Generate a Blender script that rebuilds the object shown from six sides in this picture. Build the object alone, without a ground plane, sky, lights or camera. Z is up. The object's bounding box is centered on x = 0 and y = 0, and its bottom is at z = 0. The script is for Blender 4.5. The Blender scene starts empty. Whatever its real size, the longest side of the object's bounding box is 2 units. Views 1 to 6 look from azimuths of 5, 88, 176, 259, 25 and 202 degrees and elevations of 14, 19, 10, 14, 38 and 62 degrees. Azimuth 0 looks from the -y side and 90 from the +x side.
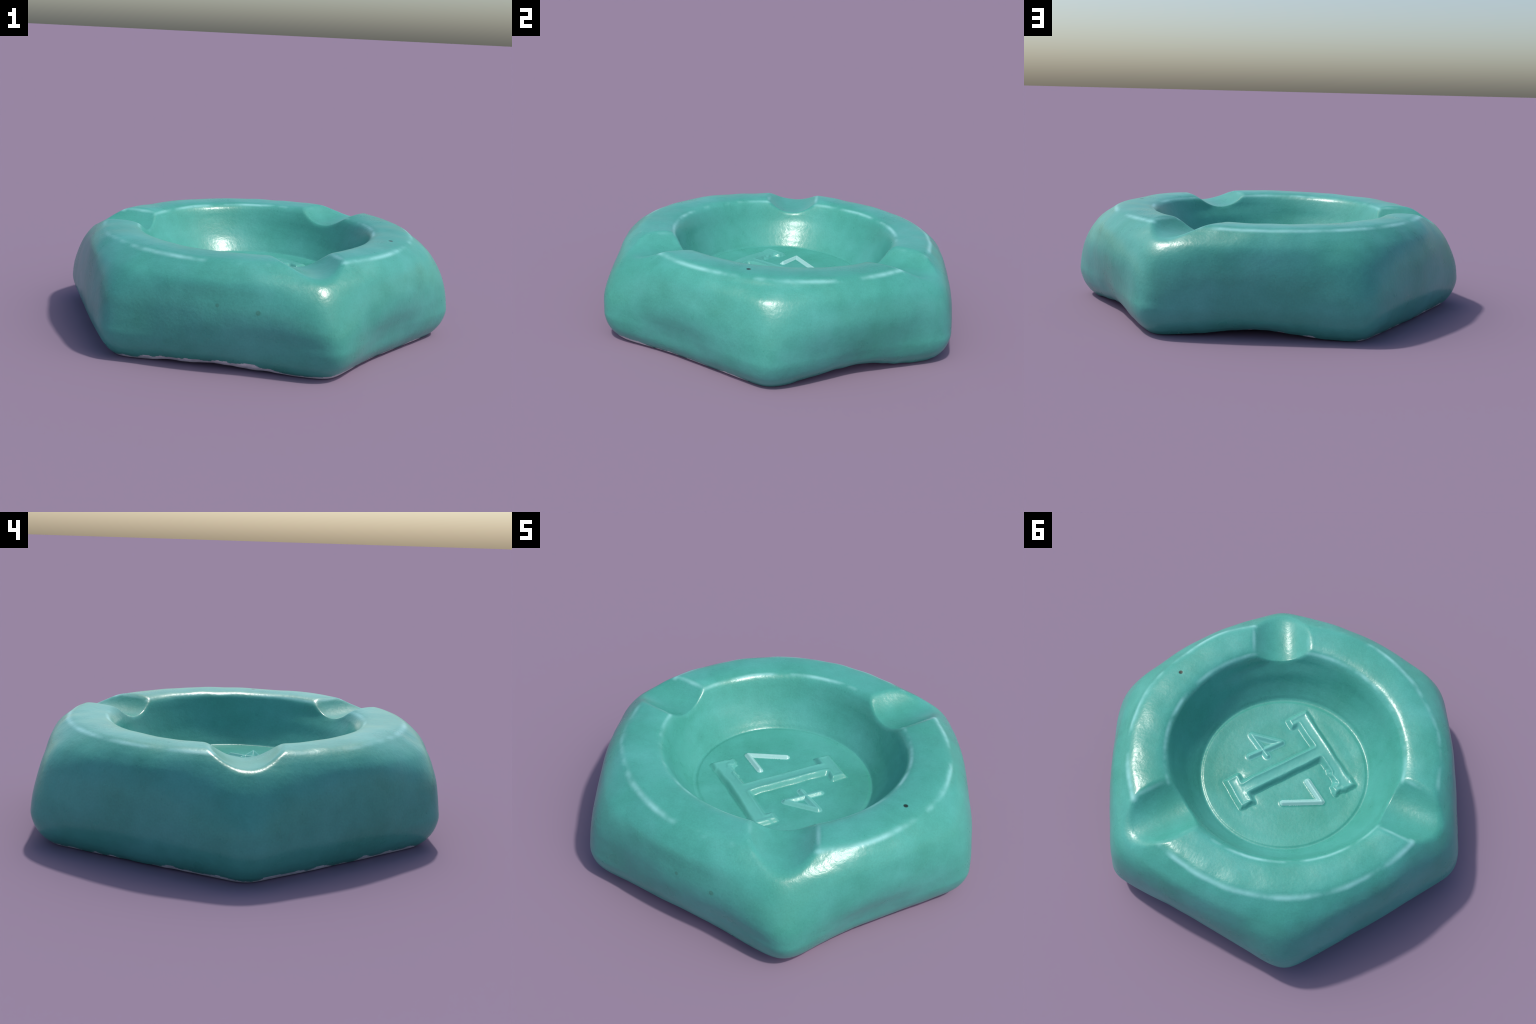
"""Hexagonal glazed ceramic ashtray: rounded hexagonal wall, broad rim with three
cigarette rests at alternate corners, round well, raised letter and numerals on its floor."""
import bpy, math
import numpy as np
from mathutils import Vector, noise

rng = np.random.default_rng(7)

# ------------------------------------------------------------------ sizes
N = 900                                              # divisions round the piece
CORNER_DEG = [-66.0, -5.5, 54.0, 113.0, 174.0, 233.5]   # where the six corners stand
FOOT_LIFT = [0.004, 0.040, 0.042, 0.006, 0.002, 0.017]  # arch of the foot under the side after each corner
CORNER_LOW = [0.018, 0.000, 0.008, 0.012, 0.000, 0.000]   # how far each corner stands out of the rule, low on the wall
CORNER_HIGH = [0.020, 0.004, 0.028, 0.012, 0.002, 0.020]  # ... and high on the wall
SIDE_LOW = [-0.010, -0.010, -0.008, 0.006, 0.006, -0.012]   # flatter or fuller sides, low on the wall
SIDE_HIGH = [0.000, 0.008, -0.002, 0.004, 0.000, 0.004]      # ... and high on the wall
# hand-pressed dents and swellings of the wall: (bearing, height, spread in degrees, spread in height, amount)
DENTS = [(24, 0.14, 13, 0.13, -0.020), (40, 0.16, 8, 0.12, -0.010), (4, 0.30, 9, 0.09, 0.013), (-77, 0.14, 13, 0.08, -0.021), (-40, 0.14, 17, 0.08, -0.024),
         (-9, 0.43, 14, 0.06, 0.012), (-112, 0.43, 26, 0.06, 0.010), (168, 0.20, 10, 0.10, 0.007), (-68, 0.19, 9, 0.13, 0.017)]
NOTCH_DEG = [-65.0, 54.0, 174.0]                     # cigarette rests
NOTCH_Z, NOTCH_HALF, NOTCH_DEPTH = 0.420, 0.150, 0.071
FLOOR_R, FLOOR_Z = 0.436, 0.241

# profile from the foot up the wall, over the rim and down into the well:
# (radius at corners, radius at side middles, corner softness in degrees, height)
PROFILE = [
    (0.925, 0.822, 2.5, 0.000),
    (0.958, 0.849, 2.5, 0.028),
    (0.988, 0.874, 2.8, 0.072),
    (1.005, 0.894, 3.0, 0.125),
    (1.007, 0.901, 3.2, 0.170),
    (0.999, 0.899, 3.5, 0.230),
    (0.979, 0.889, 4.0, 0.300),
    (0.953, 0.874, 4.5, 0.360),
    (0.917, 0.856, 5.0, 0.410),
    (0.880, 0.834, 5.5, 0.444),
    (0.848, 0.812, 5.5, 0.466),
    (0.822, 0.792, 6.0, 0.480),
    (0.798, 0.774, 6.5, 0.488),
    (0.768, 0.752, 7.0, 0.493),
    (0.715, 0.710, 9.0, 0.496),
    (0.670, 0.670, 12., 0.495),
    (0.634, 0.634, 14., 0.491),
    (0.609, 0.609, 14., 0.483),
    (0.590, 0.590, 14., 0.468),
    (0.576, 0.576, 14., 0.446),
    (0.561, 0.561, 14., 0.415),
    (0.536, 0.536, 14., 0.370),
    (0.508, 0.508, 14., 0.320),
    (0.480, 0.480, 14., 0.282),
    (0.461, 0.461, 14., 0.260),
    (0.449, 0.449, 14., 0.2460),
    (0.4415, 0.4415, 14., 0.2400),
    (FLOOR_R, FLOOR_R, 14., FLOOR_Z),
]
WALL_ROWS, FLOOR_ROWS, BASE_ROWS = 190, 150, 40

theta = np.arange(N) / N * 2 * math.pi
corner = np.sort(np.radians(CORNER_DEG) % (2 * math.pi))
order = np.argsort(np.radians(CORNER_DEG) % (2 * math.pi))
lift, low, high, side_low, side_high = (np.array(q)[order] for q in (FOOT_LIFT, CORNER_LOW, CORNER_HIGH, SIDE_LOW, SIDE_HIGH))


def smoothstep(a, b, x):
    t = np.clip((x - a) / (b - a), 0, 1)
    return t * t * (3 - 2 * t)


def smooth_min(a, b, k):
    h = np.clip(0.5 + 0.5 * (b - a) / k, 0, 1)
    return b * (1 - h) + a * h - k * h * (1 - h)


def smooth_round(values, sigma_deg):
    """Periodic Gaussian smoothing over the angle."""
    f = np.fft.rfft(values)
    n = np.arange(len(f))
    return np.fft.irfft(f * np.exp(-0.5 * (n * math.radians(sigma_deg)) ** 2), len(values))


def sector():
    """Index of the side each angle lies on, and position 0..1 along it."""
    i = np.searchsorted(corner, theta, side="right") - 1
    i = i % 6
    start = corner[i]
    end = corner[(i + 1) % 6]
    span = (end - start) % (2 * math.pi)
    return i, ((theta - start) % (2 * math.pi)) / span, span


SIDE, ALONG, SPAN = sector()
MIDNESS = np.sin(math.pi * ALONG) ** 2


def hexagon(corner_r, side_r, soft):
    """Radius over the angle of a soft-cornered hexagon."""
    big = corner_r + 0.577 * math.radians(soft) * 0.8 * (corner_r - side_r) / (0.134 * corner_r)
    half = SPAN / 2
    off = (ALONG - 0.5) * SPAN
    straight = big * np.cos(half) / np.cos(off)
    roundness = np.clip((corner_r - side_r) / (0.11 * corner_r), 0, 1)
    circle = np.full(N, side_r)
    side_fix = side_r - big * np.cos(half)
    r_hex = straight + side_fix * MIDNESS
    return smooth_round(r_hex * roundness + circle * (1 - roundness), soft)


def catmull(points, count):
    """Catmull-Rom through the control rows, spaced by arc length."""
    p = np.concatenate([[2 * points[0] - points[1]], points, [2 * points[-1] - points[-2]]])
    segs = len(points) - 1
    ref = points.mean(axis=1)
    length = np.linalg.norm(np.diff(ref, axis=0), axis=1)
    cum = np.concatenate([[0], np.cumsum(length)])
    out = []
    for s in np.linspace(0, cum[-1], count):
        i = min(np.searchsorted(cum, s, side="right") - 1, segs - 1)
        t = (s - cum[i]) / length[i]
        a, b, c, d = p[i:i + 4]
        out.append(0.5 * ((2 * b) + (c - a) * t + (2 * a - 5 * b + 4 * c - d) * t ** 2 + (3 * b - a - 3 * c + d) * t ** 3))
    return np.array(out)


# ------------------------------------------------------------------ the one smooth surface
control = np.array([np.stack([hexagon(c, s, k), np.full(N, z)], axis=1) for c, s, k, z in PROFILE])
# the foot arches up a little under the side middles
arch = smooth_round(lift[SIDE] * MIDNESS, 3)
for row, share in ((0, 1.0), (1, 0.75), (2, 0.3), (3, 0.1)):
    control[row, :, 1] += arch * share
# corners that stand out more than the rest, fading towards the side middles
ease = np.cos(math.pi / 2 * np.clip(ALONG, 0, 1)) ** 2
dr_low = smooth_round(low[SIDE] * ease + low[(SIDE + 1) % 6] * (1 - ease), 4)
dr_high = smooth_round(high[SIDE] * ease + high[(SIDE + 1) % 6] * (1 - ease), 4)
for row, (c, s, k, z) in enumerate(PROFILE):
    if c > 0.70:
        up = smoothstep(0.17, 0.36, z)
        control[row, :, 0] += (dr_low * (1 - up) + dr_high * up) * (1 - smoothstep(0.40, 0.485, z)) * (1 - 0.6 * MIDNESS) * (0.45 + 0.55 * smoothstep(0, 0.12, z))
        up = smoothstep(0.10, 0.30, z)
        side_shift = side_low * (1 - up) + side_high * up
        control[row, :, 0] += smooth_round(side_shift[SIDE] * MIDNESS, 3) * (1 - smoothstep(0.40, 0.485, z))
# the rim swells slightly at the corner opposite the rests
control[11:19, :, 1] += 0.005 * np.exp(-((theta - math.radians(353) + math.pi) % (2 * math.pi) - math.pi) ** 2 / 0.5 ** 2)
# the mouth of the well is not quite round
for bearing, spread, amount in ((-65, 0.42, 0.015), (75, 0.6, -0.006)):
    control[16:21, :, 0] += amount * np.exp(-(((theta - math.radians(bearing) + math.pi) % (2 * math.pi) - math.pi) / spread) ** 2)
control[16:22, :, 0] += 0.014 * np.exp(-((theta - math.radians(168) + math.pi) % (2 * math.pi) - math.pi) ** 2 / 0.5 ** 2)
control[21:26, :, 0] += 0.008 * np.exp(-(((theta - math.radians(255) + math.pi) % (2 * math.pi) - math.pi) / 0.9) ** 2)
shell = catmull(control, WALL_ROWS)                     # rows x N x (r, z)


def noise_field(x, y, z, scale, seed):
    out = np.empty(x.size)
    off = Vector((seed * 3.1, seed * 1.7, seed * 0.9))
    for n, (a, b, c) in enumerate(zip(x.ravel(), y.ravel(), z.ravel())):
        out[n] = noise.noise(Vector((a, b, c)) * scale + off)
    return out.reshape(x.shape)


R, Z = shell[..., 0], shell[..., 1]
# the corner below the first rest leans: its foot stands a little further round
lean = np.exp(-(((theta - math.radians(CORNER_DEG[0]) + math.pi) % (2 * math.pi) - math.pi) / math.radians(16)) ** 2)
turned = theta + math.radians(2.0) * lean * (1 - smoothstep(0.10, 0.40, Z)) * smoothstep(0.7, 0.8, R)
X, Y = R * np.cos(turned), R * np.sin(turned)
# hand-made unevenness of the wall and rim
coarse = noise_field(X, Y, Z, 3.2, 1)
fine = noise_field(X, Y, Z, 9.0, 2)
outer = smoothstep(0.50, 0.62, R)
R = R + outer * (0.006 * coarse + 0.0025 * fine)
Z = Z + outer * smoothstep(0.30, 0.48, Z) * (0.005 * coarse + 0.003 * fine)
R = R + (1 - outer) * 0.002 * coarse
for bearing, height, spread, tall, amount in DENTS:
    turn = ((theta - math.radians(bearing) + math.pi) % (2 * math.pi) - math.pi) / math.radians(spread)
    R = R + (R > 0.66) * amount * np.exp(-turn ** 2) * np.exp(-((Z - height) / tall) ** 2)
# ragged foot edge
row_u = np.linspace(0, 1, WALL_ROWS)[:, None]
rag = noise_field(np.cos(theta), np.sin(theta), np.zeros(N), 7.0, 5) * 0.007 + noise_field(np.cos(theta), np.sin(theta), np.zeros(N), 17.0, 6) * 0.004
Z = Z + np.clip(rag, -0.006, 1) * (1 - smoothstep(0.0, 0.10, row_u)) * smoothstep(0.02, 0.3, np.abs(arch) / 0.03)
X, Y = R * np.cos(turned), R * np.sin(turned)

# cigarette rests: troughs cut across the rim
notch_mask = np.zeros((len(NOTCH_DEG),) + R.shape)
for j, deg in enumerate(NOTCH_DEG):
    a = math.radians(deg)
    along = X * math.cos(a) + Y * math.sin(a)
    across = -X * math.sin(a) + Y * math.cos(a)
    w = np.abs(across) / NOTCH_HALF
    trough = NOTCH_Z + NOTCH_DEPTH * np.where(w < 1, w ** 2.1, 1 + 2.1 * (w - 1)) + 0.014 * smoothstep(0.60, 0.84, along)
    trough = np.where(along > 0, trough, 9.0)
    Zn = smooth_min(Z, trough, 0.020)
    notch_mask[j] = (trough < Z + 0.004) & (along > 0) & (R > 0.572)
    Z = np.where(along > 0, Zn, Z)
# a small pit burnt in the glaze of the rim
PIT = (0.682, -0.200)
Z = Z - 0.001 * np.exp(-((X - PIT[0]) ** 2 + (Y - PIT[1]) ** 2) / 0.009 ** 2) * (Z > 0.45)

# ---- floor of the well, with the raised letter and numerals
T_TOP, T_AXIS = np.array([-0.164, -0.226]), np.array([0.612, 0.791])
T_SIDE = np.array([-0.791, 0.612])


def box(s, l, s0, s1, l0, l1):
    ds = np.abs(s - (s0 + s1) / 2) - (s1 - s0) / 2
    dl = np.abs(l - (l0 + l1) / 2) - (l1 - l0) / 2
    return np.hypot(np.maximum(ds, 0), np.maximum(dl, 0)) + np.minimum(np.maximum(ds, dl), 0)


def letter_distance(x, y):
    s = (x - T_TOP[0]) * T_AXIS[0] + (y - T_TOP[1]) * T_AXIS[1]
    l = (x - T_TOP[0]) * T_SIDE[0] + (y - T_TOP[1]) * T_SIDE[1]
    pieces = [box(s, l, 0, 0.070, -0.252, 0.252), box(s, l, 0, 0.108, -0.252, -0.208), box(s, l, 0, 0.108, 0.208, 0.252),
              box(s, l, 0.03, 0.55, -0.037, 0.037), box(s, l, 0.506, 0.576, -0.088, 0.088)]
    d = pieces[0]
    for q in pieces[1:]:
        d = smooth_min(d, q, 0.016)
    chipped = smoothstep(0.06, 0.12, l) * smoothstep(0.03, 0.06, s)
    height = 0.013 + 0.010 * smoothstep(0.18, 0.03, np.abs(l)) * smoothstep(0.58, 0.44, s)
    mound = 0.010 * np.exp(-((l + 0.055) / 0.045) ** 2) * smoothstep(0.04, 0.14, s) * smoothstep(0.56, 0.42, s)
    return d, chipped, height, mound


def stroke_distance(x, y, path):
    d = np.full(x.shape, 9.0)
    for (ax, ay), (bx, by) in path:
        vx, vy = bx - ax, by - ay
        t = np.clip(((x - ax) * vx + (y - ay) * vy) / (vx * vx + vy * vy), 0, 1)
        d = np.minimum(d, np.hypot(x - ax - t * vx, y - ay - t * vy))
    return d


FOUR = [((0.084, -0.155), (0.247, -0.133)), ((0.247, -0.133), (0.118, -0.048)), ((0.084, -0.155), (0.205, -0.009))]
SEVEN = [((-0.137, 0.004), (-0.248, 0.087)), ((-0.248, 0.087), (-0.066, 0.172))]

fr = np.concatenate([np.linspace(FLOOR_R, 0.02, FLOOR_ROWS)[1:], [0.010]])[:, None]
fr = np.broadcast_to(fr, (len(fr), N))
FX, FY = fr * np.cos(theta), fr * np.sin(theta)
fcoarse = noise_field(FX, FY, np.zeros_like(FX), 5.0, 3)
FZ = FLOOR_Z - 0.002 * smoothstep(0.0, 1.0, 1 - fr / FLOOR_R) + 0.0025 * fcoarse * smoothstep(FLOOR_R, 0.36, fr)
FZ = FZ + 0.003 * (smoothstep(FLOOR_R, 0.425, fr) - smoothstep(0.425, 0.36, fr))
letter_d, chipped, letter_h, mound = letter_distance(FX, FY)
rough = noise_field(FX, FY, np.zeros_like(FX), 42.0, 4)
letter_d = letter_d + chipped * 0.010 * rough + 0.003 * noise_field(FX, FY, np.zeros_like(FX), 16.0, 11)
four_d, seven_d = stroke_distance(FX, FY, FOUR), stroke_distance(FX, FY, SEVEN)
FZ = FZ + mound + letter_h * smoothstep(0.018, -0.014, letter_d) + 0.004 * np.exp(-((letter_d + 0.006) / 0.011) ** 2)
FZ = FZ + chipped * 0.003 * rough * (letter_d < 0)
FZ = FZ + 0.014 * np.exp(-(four_d / 0.013) ** 2) + 0.016 * np.exp(-(seven_d / 0.013) ** 2)
# glaze sags a little round the marks
FZ = FZ - 0.004 * np.exp(-(np.maximum(letter_d, 0) / 0.03) ** 2) * (letter_d > 0) * smoothstep(0, 0.02, letter_d)

# ---- underside: from the foot edge in to a shallow hollow
br = np.linspace(1, 0.02, BASE_ROWS)[:, None]
BR = R[0] * br
BX, BY = BR * np.cos(turned[0]), BR * np.sin(turned[0])
BZ = Z[0] * (1 - smoothstep(1.0, 0.80, br)) + 0.022 * smoothstep(1.0, 0.72, br)
BX, BY, BZ = BX[1:][::-1], BY[1:][::-1], BZ[1:][::-1]

GX, GY, GZ = (np.concatenate(q) for q in ((BX, X, FX), (BY, Y, FY), (BZ, Z, FZ)))
nb, nw, nf = len(BX), len(X), len(FX)
GZ -= GZ.min()
cx, cy = (GX.max() + GX.min()) / 2, (GY.max() + GY.min()) / 2
scale = 2.0 / np.ptp(GX)
CX, CY = -cx, 0.0
GX, GY = (GX + CX) * scale, GY + CY
rows = len(GX)
verts = np.stack([GX, GY, GZ], axis=-1).reshape(-1, 3)
verts = np.concatenate([verts, [[CX, CY, GZ[0].mean()], [CX, CY, GZ[-1].mean()]]])
i0, k0 = np.meshgrid(np.arange(rows - 1), np.arange(N), indexing="ij")
k1 = (k0 + 1) % N
quads = np.stack([i0 * N + k0, i0 * N + k1, (i0 + 1) * N + k1, (i0 + 1) * N + k0], axis=-1)

# ------------------------------------------------------------------ regions of the surface
OUTER_WALL, RIM, NOTCH0, WELL_WALL, FLOOR, LETTER, FOUR_N, SEVEN_N, BASE = 0, 1, 2, 5, 6, 7, 8, 9, 10
region = np.zeros((rows, N), int)
edge_wobble = 0.5 * noise_field(np.cos(theta), np.sin(theta), np.zeros(N), 5.0, 8) + 0.5 * noise_field(np.cos(theta), np.sin(theta), np.zeros(N), 14.0, 9) + 0.12 * noise_field(np.cos(theta), np.sin(theta), np.zeros(N), 45.0, 10)
# bare clay shows where the glaze stopped short of the foot, mostly along the front-left sides
bare = -0.002 + 0.045 * np.clip(edge_wobble + 0.08 + 0.38 * np.cos(theta - math.radians(232)), 0, 1)
grid_r, grid_z = np.hypot(GX, GY), GZ
wall_rows = slice(nb, nb + nw)
part = np.full((nw, N), OUTER_WALL)
top_row = int(np.argmax(shell[:, :, 1].mean(1)))
row_id = np.arange(nw)[:, None]
rim_start = int(np.argmin(np.abs(shell[:top_row, :, 1].mean(1) - 0.492)))
well_start = top_row + int(np.argmin(np.abs(shell[top_row:, :, 1].mean(1) - 0.480)))
part[rim_start:well_start] = RIM
part[well_start:] = WELL_WALL
for j in range(3):
    part[notch_mask[j] > 0] = NOTCH0 + j
above_foot = (Z - Z[0]) + 0 * row_id
part[(above_foot < bare) & (row_id < 30)] = BASE
region[wall_rows] = part
region[:nb] = BASE
floor_part = np.full((nf, N), FLOOR)
floor_part[letter_d < 0.012] = LETTER
floor_part[four_d < 0.021] = FOUR_N
floor_part[seven_d < 0.017] = SEVEN_N
region[nb + nw:] = floor_part
face_region = region[:-1].reshape(-1)

# ------------------------------------------------------------------ materials
def new_material(name):
    m = bpy.data.materials.new(name)
    m.use_nodes = True
    t = m.node_tree
    return m, t, t.nodes["Principled BSDF"]


def add(t, kind, **inputs):
    n = t.nodes.new(kind)
    for k, v in inputs.items():
        n.inputs[k.replace("_", " ")].default_value = v
    return n


def ramp(t, source, stops):
    n = t.nodes.new("ShaderNodeValToRGB")
    e = n.color_ramp.elements
    while len(e) < len(stops):
        e.new(0.5)
    for s, (pos, col) in zip(e, stops):
        s.position, s.color = pos, (*col, 1) if len(col) == 3 else col
    t.links.new(source, n.inputs["Fac"])
    return n.outputs["Color"]


def mix(t, fac, a, b, mode="MIX"):
    n = t.nodes.new("ShaderNodeMix")
    n.data_type, n.blend_type = "RGBA", mode
    for socket, v in ((n.inputs["Factor"], fac), (n.inputs["A"], a), (n.inputs["B"], b)):
        if isinstance(v, bpy.types.NodeSocket):
            t.links.new(v, socket)
        else:
            socket.default_value = v if isinstance(v, float) else (*v, 1)
    return n.outputs["Result"]


GLAZE = (0.067, 0.337, 0.275)
GLAZE_DEEP = (0.054, 0.300, 0.232)
GLAZE_PALE = (0.086, 0.375, 0.322)


def spot(t, coords, centre, radius):
    d = t.nodes.new("ShaderNodeVectorMath")
    d.operation = "DISTANCE"
    t.links.new(coords, d.inputs[0])
    d.inputs[1].default_value = centre
    m = t.nodes.new("ShaderNodeMapRange")
    m.inputs["From Min"].default_value = radius * 0.65
    m.inputs["From Max"].default_value = radius
    m.inputs["To Min"].default_value, m.inputs["To Max"].default_value = 1, 0
    t.links.new(d.outputs["Value"], m.inputs["Value"])
    return m.outputs["Result"]


def glaze_material(name, tint=None, tint_share=0.0):
    m, t, b = new_material(name)
    co = t.nodes.new("ShaderNodeTexCoord").outputs["Object"]

    def tex(scale, detail=4.0, rough=0.55):
        n = add(t, "ShaderNodeTexNoise", Scale=scale, Detail=detail, Roughness=rough)
        t.links.new(co, n.inputs["Vector"])
        return n.outputs["Fac"]

    cloud = ramp(t, tex(3.5, 5), [(0.30, GLAZE_DEEP), (0.5, GLAZE), (0.72, GLAZE_PALE)])
    mott = ramp(t, tex(16, 5), [(0.3, (0.94, 0.95, 0.945)), (0.7, (1.04, 1.03, 1.035))])
    grain = ramp(t, tex(140, 2, 0.7), [(0.3, (0.93, 0.93, 0.93)), (0.7, (1.05, 1.05, 1.05))])
    col = mix(t, 1.0, mix(t, 1.0, cloud, mott, "MULTIPLY"), grain, "MULTIPLY")
    if tint:
        col = mix(t, tint_share, col, tint)
    # highlight streaks painted pale into the colour along inner lip and outer rim edge
    sep = t.nodes.new("ShaderNodeSeparateXYZ")
    t.links.new(co, sep.inputs[0])
    flat = add(t, "ShaderNodeCombineXYZ")
    t.links.new(sep.outputs["X"], flat.inputs["X"])
    t.links.new(sep.outputs["Y"], flat.inputs["Y"])
    rad = t.nodes.new("ShaderNodeVectorMath")
    rad.operation = "LENGTH"
    t.links.new(flat.outputs[0], rad.inputs[0])

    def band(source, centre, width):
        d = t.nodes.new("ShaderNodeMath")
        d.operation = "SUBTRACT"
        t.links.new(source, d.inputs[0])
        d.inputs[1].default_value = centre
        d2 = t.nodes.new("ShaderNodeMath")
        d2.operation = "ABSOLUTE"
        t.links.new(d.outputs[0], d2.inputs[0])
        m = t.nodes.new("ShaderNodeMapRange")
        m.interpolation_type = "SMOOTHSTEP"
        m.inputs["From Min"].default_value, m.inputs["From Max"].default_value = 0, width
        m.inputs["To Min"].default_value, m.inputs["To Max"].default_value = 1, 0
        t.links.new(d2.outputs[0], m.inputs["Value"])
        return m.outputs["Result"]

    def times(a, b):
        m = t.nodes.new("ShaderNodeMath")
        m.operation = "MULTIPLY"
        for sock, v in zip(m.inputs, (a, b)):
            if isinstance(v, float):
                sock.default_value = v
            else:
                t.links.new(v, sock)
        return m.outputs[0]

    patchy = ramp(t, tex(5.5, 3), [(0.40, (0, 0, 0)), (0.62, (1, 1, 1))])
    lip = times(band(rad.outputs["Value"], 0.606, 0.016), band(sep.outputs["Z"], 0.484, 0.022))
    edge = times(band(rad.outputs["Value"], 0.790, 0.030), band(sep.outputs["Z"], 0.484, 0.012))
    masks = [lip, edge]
    for deg in NOTCH_DEG:                            # painted glints on both shoulders of every rest too
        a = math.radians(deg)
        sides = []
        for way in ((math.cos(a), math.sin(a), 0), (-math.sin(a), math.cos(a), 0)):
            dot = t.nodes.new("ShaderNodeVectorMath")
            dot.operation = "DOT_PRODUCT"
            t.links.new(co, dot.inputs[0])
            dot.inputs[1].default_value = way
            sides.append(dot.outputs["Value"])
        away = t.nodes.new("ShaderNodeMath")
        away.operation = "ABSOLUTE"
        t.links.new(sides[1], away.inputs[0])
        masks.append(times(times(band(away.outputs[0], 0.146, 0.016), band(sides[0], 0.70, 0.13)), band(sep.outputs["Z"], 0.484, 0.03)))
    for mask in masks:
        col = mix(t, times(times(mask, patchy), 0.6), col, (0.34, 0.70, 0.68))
    # iron specks and one burnt pit in the rim
    for centre, radius in SPECKS:
        col = mix(t, spot(t, co, centre, radius), col, (0.055, 0.245, 0.190))
    col = mix(t, spot(t, co, (PIT_AT[0], PIT_AT[1], PIT_AT[2]), 0.013), col, (0.012, 0.03, 0.02))
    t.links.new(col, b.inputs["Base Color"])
    r = t.nodes.new("ShaderNodeMapRange")
    r.inputs["To Min"].default_value, r.inputs["To Max"].default_value = 0.22, 0.36
    t.links.new(tex(7, 3), r.inputs["Value"])
    t.links.new(r.outputs["Result"], b.inputs["Roughness"])
    b.inputs["Specular IOR Level"].default_value = 0.45
    bump = add(t, "ShaderNodeBump", Strength=0.12, Distance=0.01)
    t.links.new(tex(45, 3), bump.inputs["Height"])
    t.links.new(bump.outputs["Normal"], b.inputs["Normal"])
    return m


near_pit = np.argmin((verts[:, 0] - PIT[0]) ** 2 + (verts[:, 1] - PIT[1]) ** 2 + 9 * (verts[:, 2] < 0.4))
PIT_AT = verts[near_pit]
SPECKS = []                                          # dark iron specks, set onto the nearest surface point
for at, radius in (((-0.078, -0.883, 0.317), 0.010), ((0.097, -0.904, 0.298), 0.013)):
    SPECKS.append((tuple(verts[np.argmin(((verts - np.array(at)) ** 2).sum(1))]), radius))
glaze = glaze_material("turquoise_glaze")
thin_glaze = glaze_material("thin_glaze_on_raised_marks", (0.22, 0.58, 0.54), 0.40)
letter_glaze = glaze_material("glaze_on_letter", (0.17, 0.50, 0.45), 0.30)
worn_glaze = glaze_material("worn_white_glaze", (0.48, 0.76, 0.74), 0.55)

clay, t, b = new_material("bare_pale_clay")
co = t.nodes.new("ShaderNodeTexCoord").outputs["Object"]
n = add(t, "ShaderNodeTexNoise", Scale=22.0, Detail=6.0)
t.links.new(co, n.inputs["Vector"])
t.links.new(ramp(t, n.outputs["Fac"], [(0.3, (0.50, 0.51, 0.53)), (0.65, (0.78, 0.78, 0.78))]), b.inputs["Base Color"])
b.inputs["Roughness"].default_value = 0.85

# ------------------------------------------------------------------ whole surface -> named parts
whole = bpy.data.meshes.new("whole_surface")
quad_list = quads.reshape(-1, 4)
caps = [(len(verts) - 2, (k + 1) % N, k) for k in range(N)]
last = (rows - 1) * N
caps += [(len(verts) - 1, last + k, last + (k + 1) % N) for k in range(N)]
whole.from_pydata(verts.tolist(), [], quad_list.tolist() + caps)
whole.update()
face_region = np.concatenate([face_region, np.full(N, BASE), np.full(N, int(FLOOR))])
# floor-centre cap may lie on the letter's stem
face_region[-N:] = face_region[len(quad_list) - N:len(quad_list)]
normals = np.empty(len(whole.vertices) * 3, np.float32)
whole.vertex_normals.foreach_get("vector", normals)
normals = normals.reshape(-1, 3)
faces = quad_list.tolist() + caps

thing = bpy.data.objects.new("ashtray", None)
bpy.context.collection.objects.link(thing)
thing["label"] = "hexagonal turquoise glazed ceramic ashtray with three cigarette rests"
thing["category"] = "ashtray"


def make_part(name, code, material, parent):
    ids = np.nonzero(face_region == code)[0]
    used = sorted({v for f in ids for v in faces[f]})
    index = {v: n for n, v in enumerate(used)}
    me = bpy.data.meshes.new(name)
    me.from_pydata(verts[used].tolist(), [], [[index[v] for v in faces[f]] for f in ids])
    me.polygons.foreach_set("use_smooth", [True] * len(me.polygons))
    me.update()
    me.normals_split_custom_set_from_vertices(normals[used].tolist())
    me.materials.append(material)
    ob = bpy.data.objects.new(name, me)
    bpy.context.collection.objects.link(ob)
    ob.parent = parent
    return ob


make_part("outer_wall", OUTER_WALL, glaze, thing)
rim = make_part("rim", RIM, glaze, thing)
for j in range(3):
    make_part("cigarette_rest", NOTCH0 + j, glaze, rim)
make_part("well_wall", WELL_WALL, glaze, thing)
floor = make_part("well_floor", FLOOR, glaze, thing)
make_part("raised_letter", LETTER, letter_glaze, floor)
make_part("raised_numeral", FOUR_N, thin_glaze, floor)
make_part("raised_numeral", SEVEN_N, worn_glaze, floor)
make_part("base", BASE, clay, thing)
bpy.data.meshes.remove(whole)
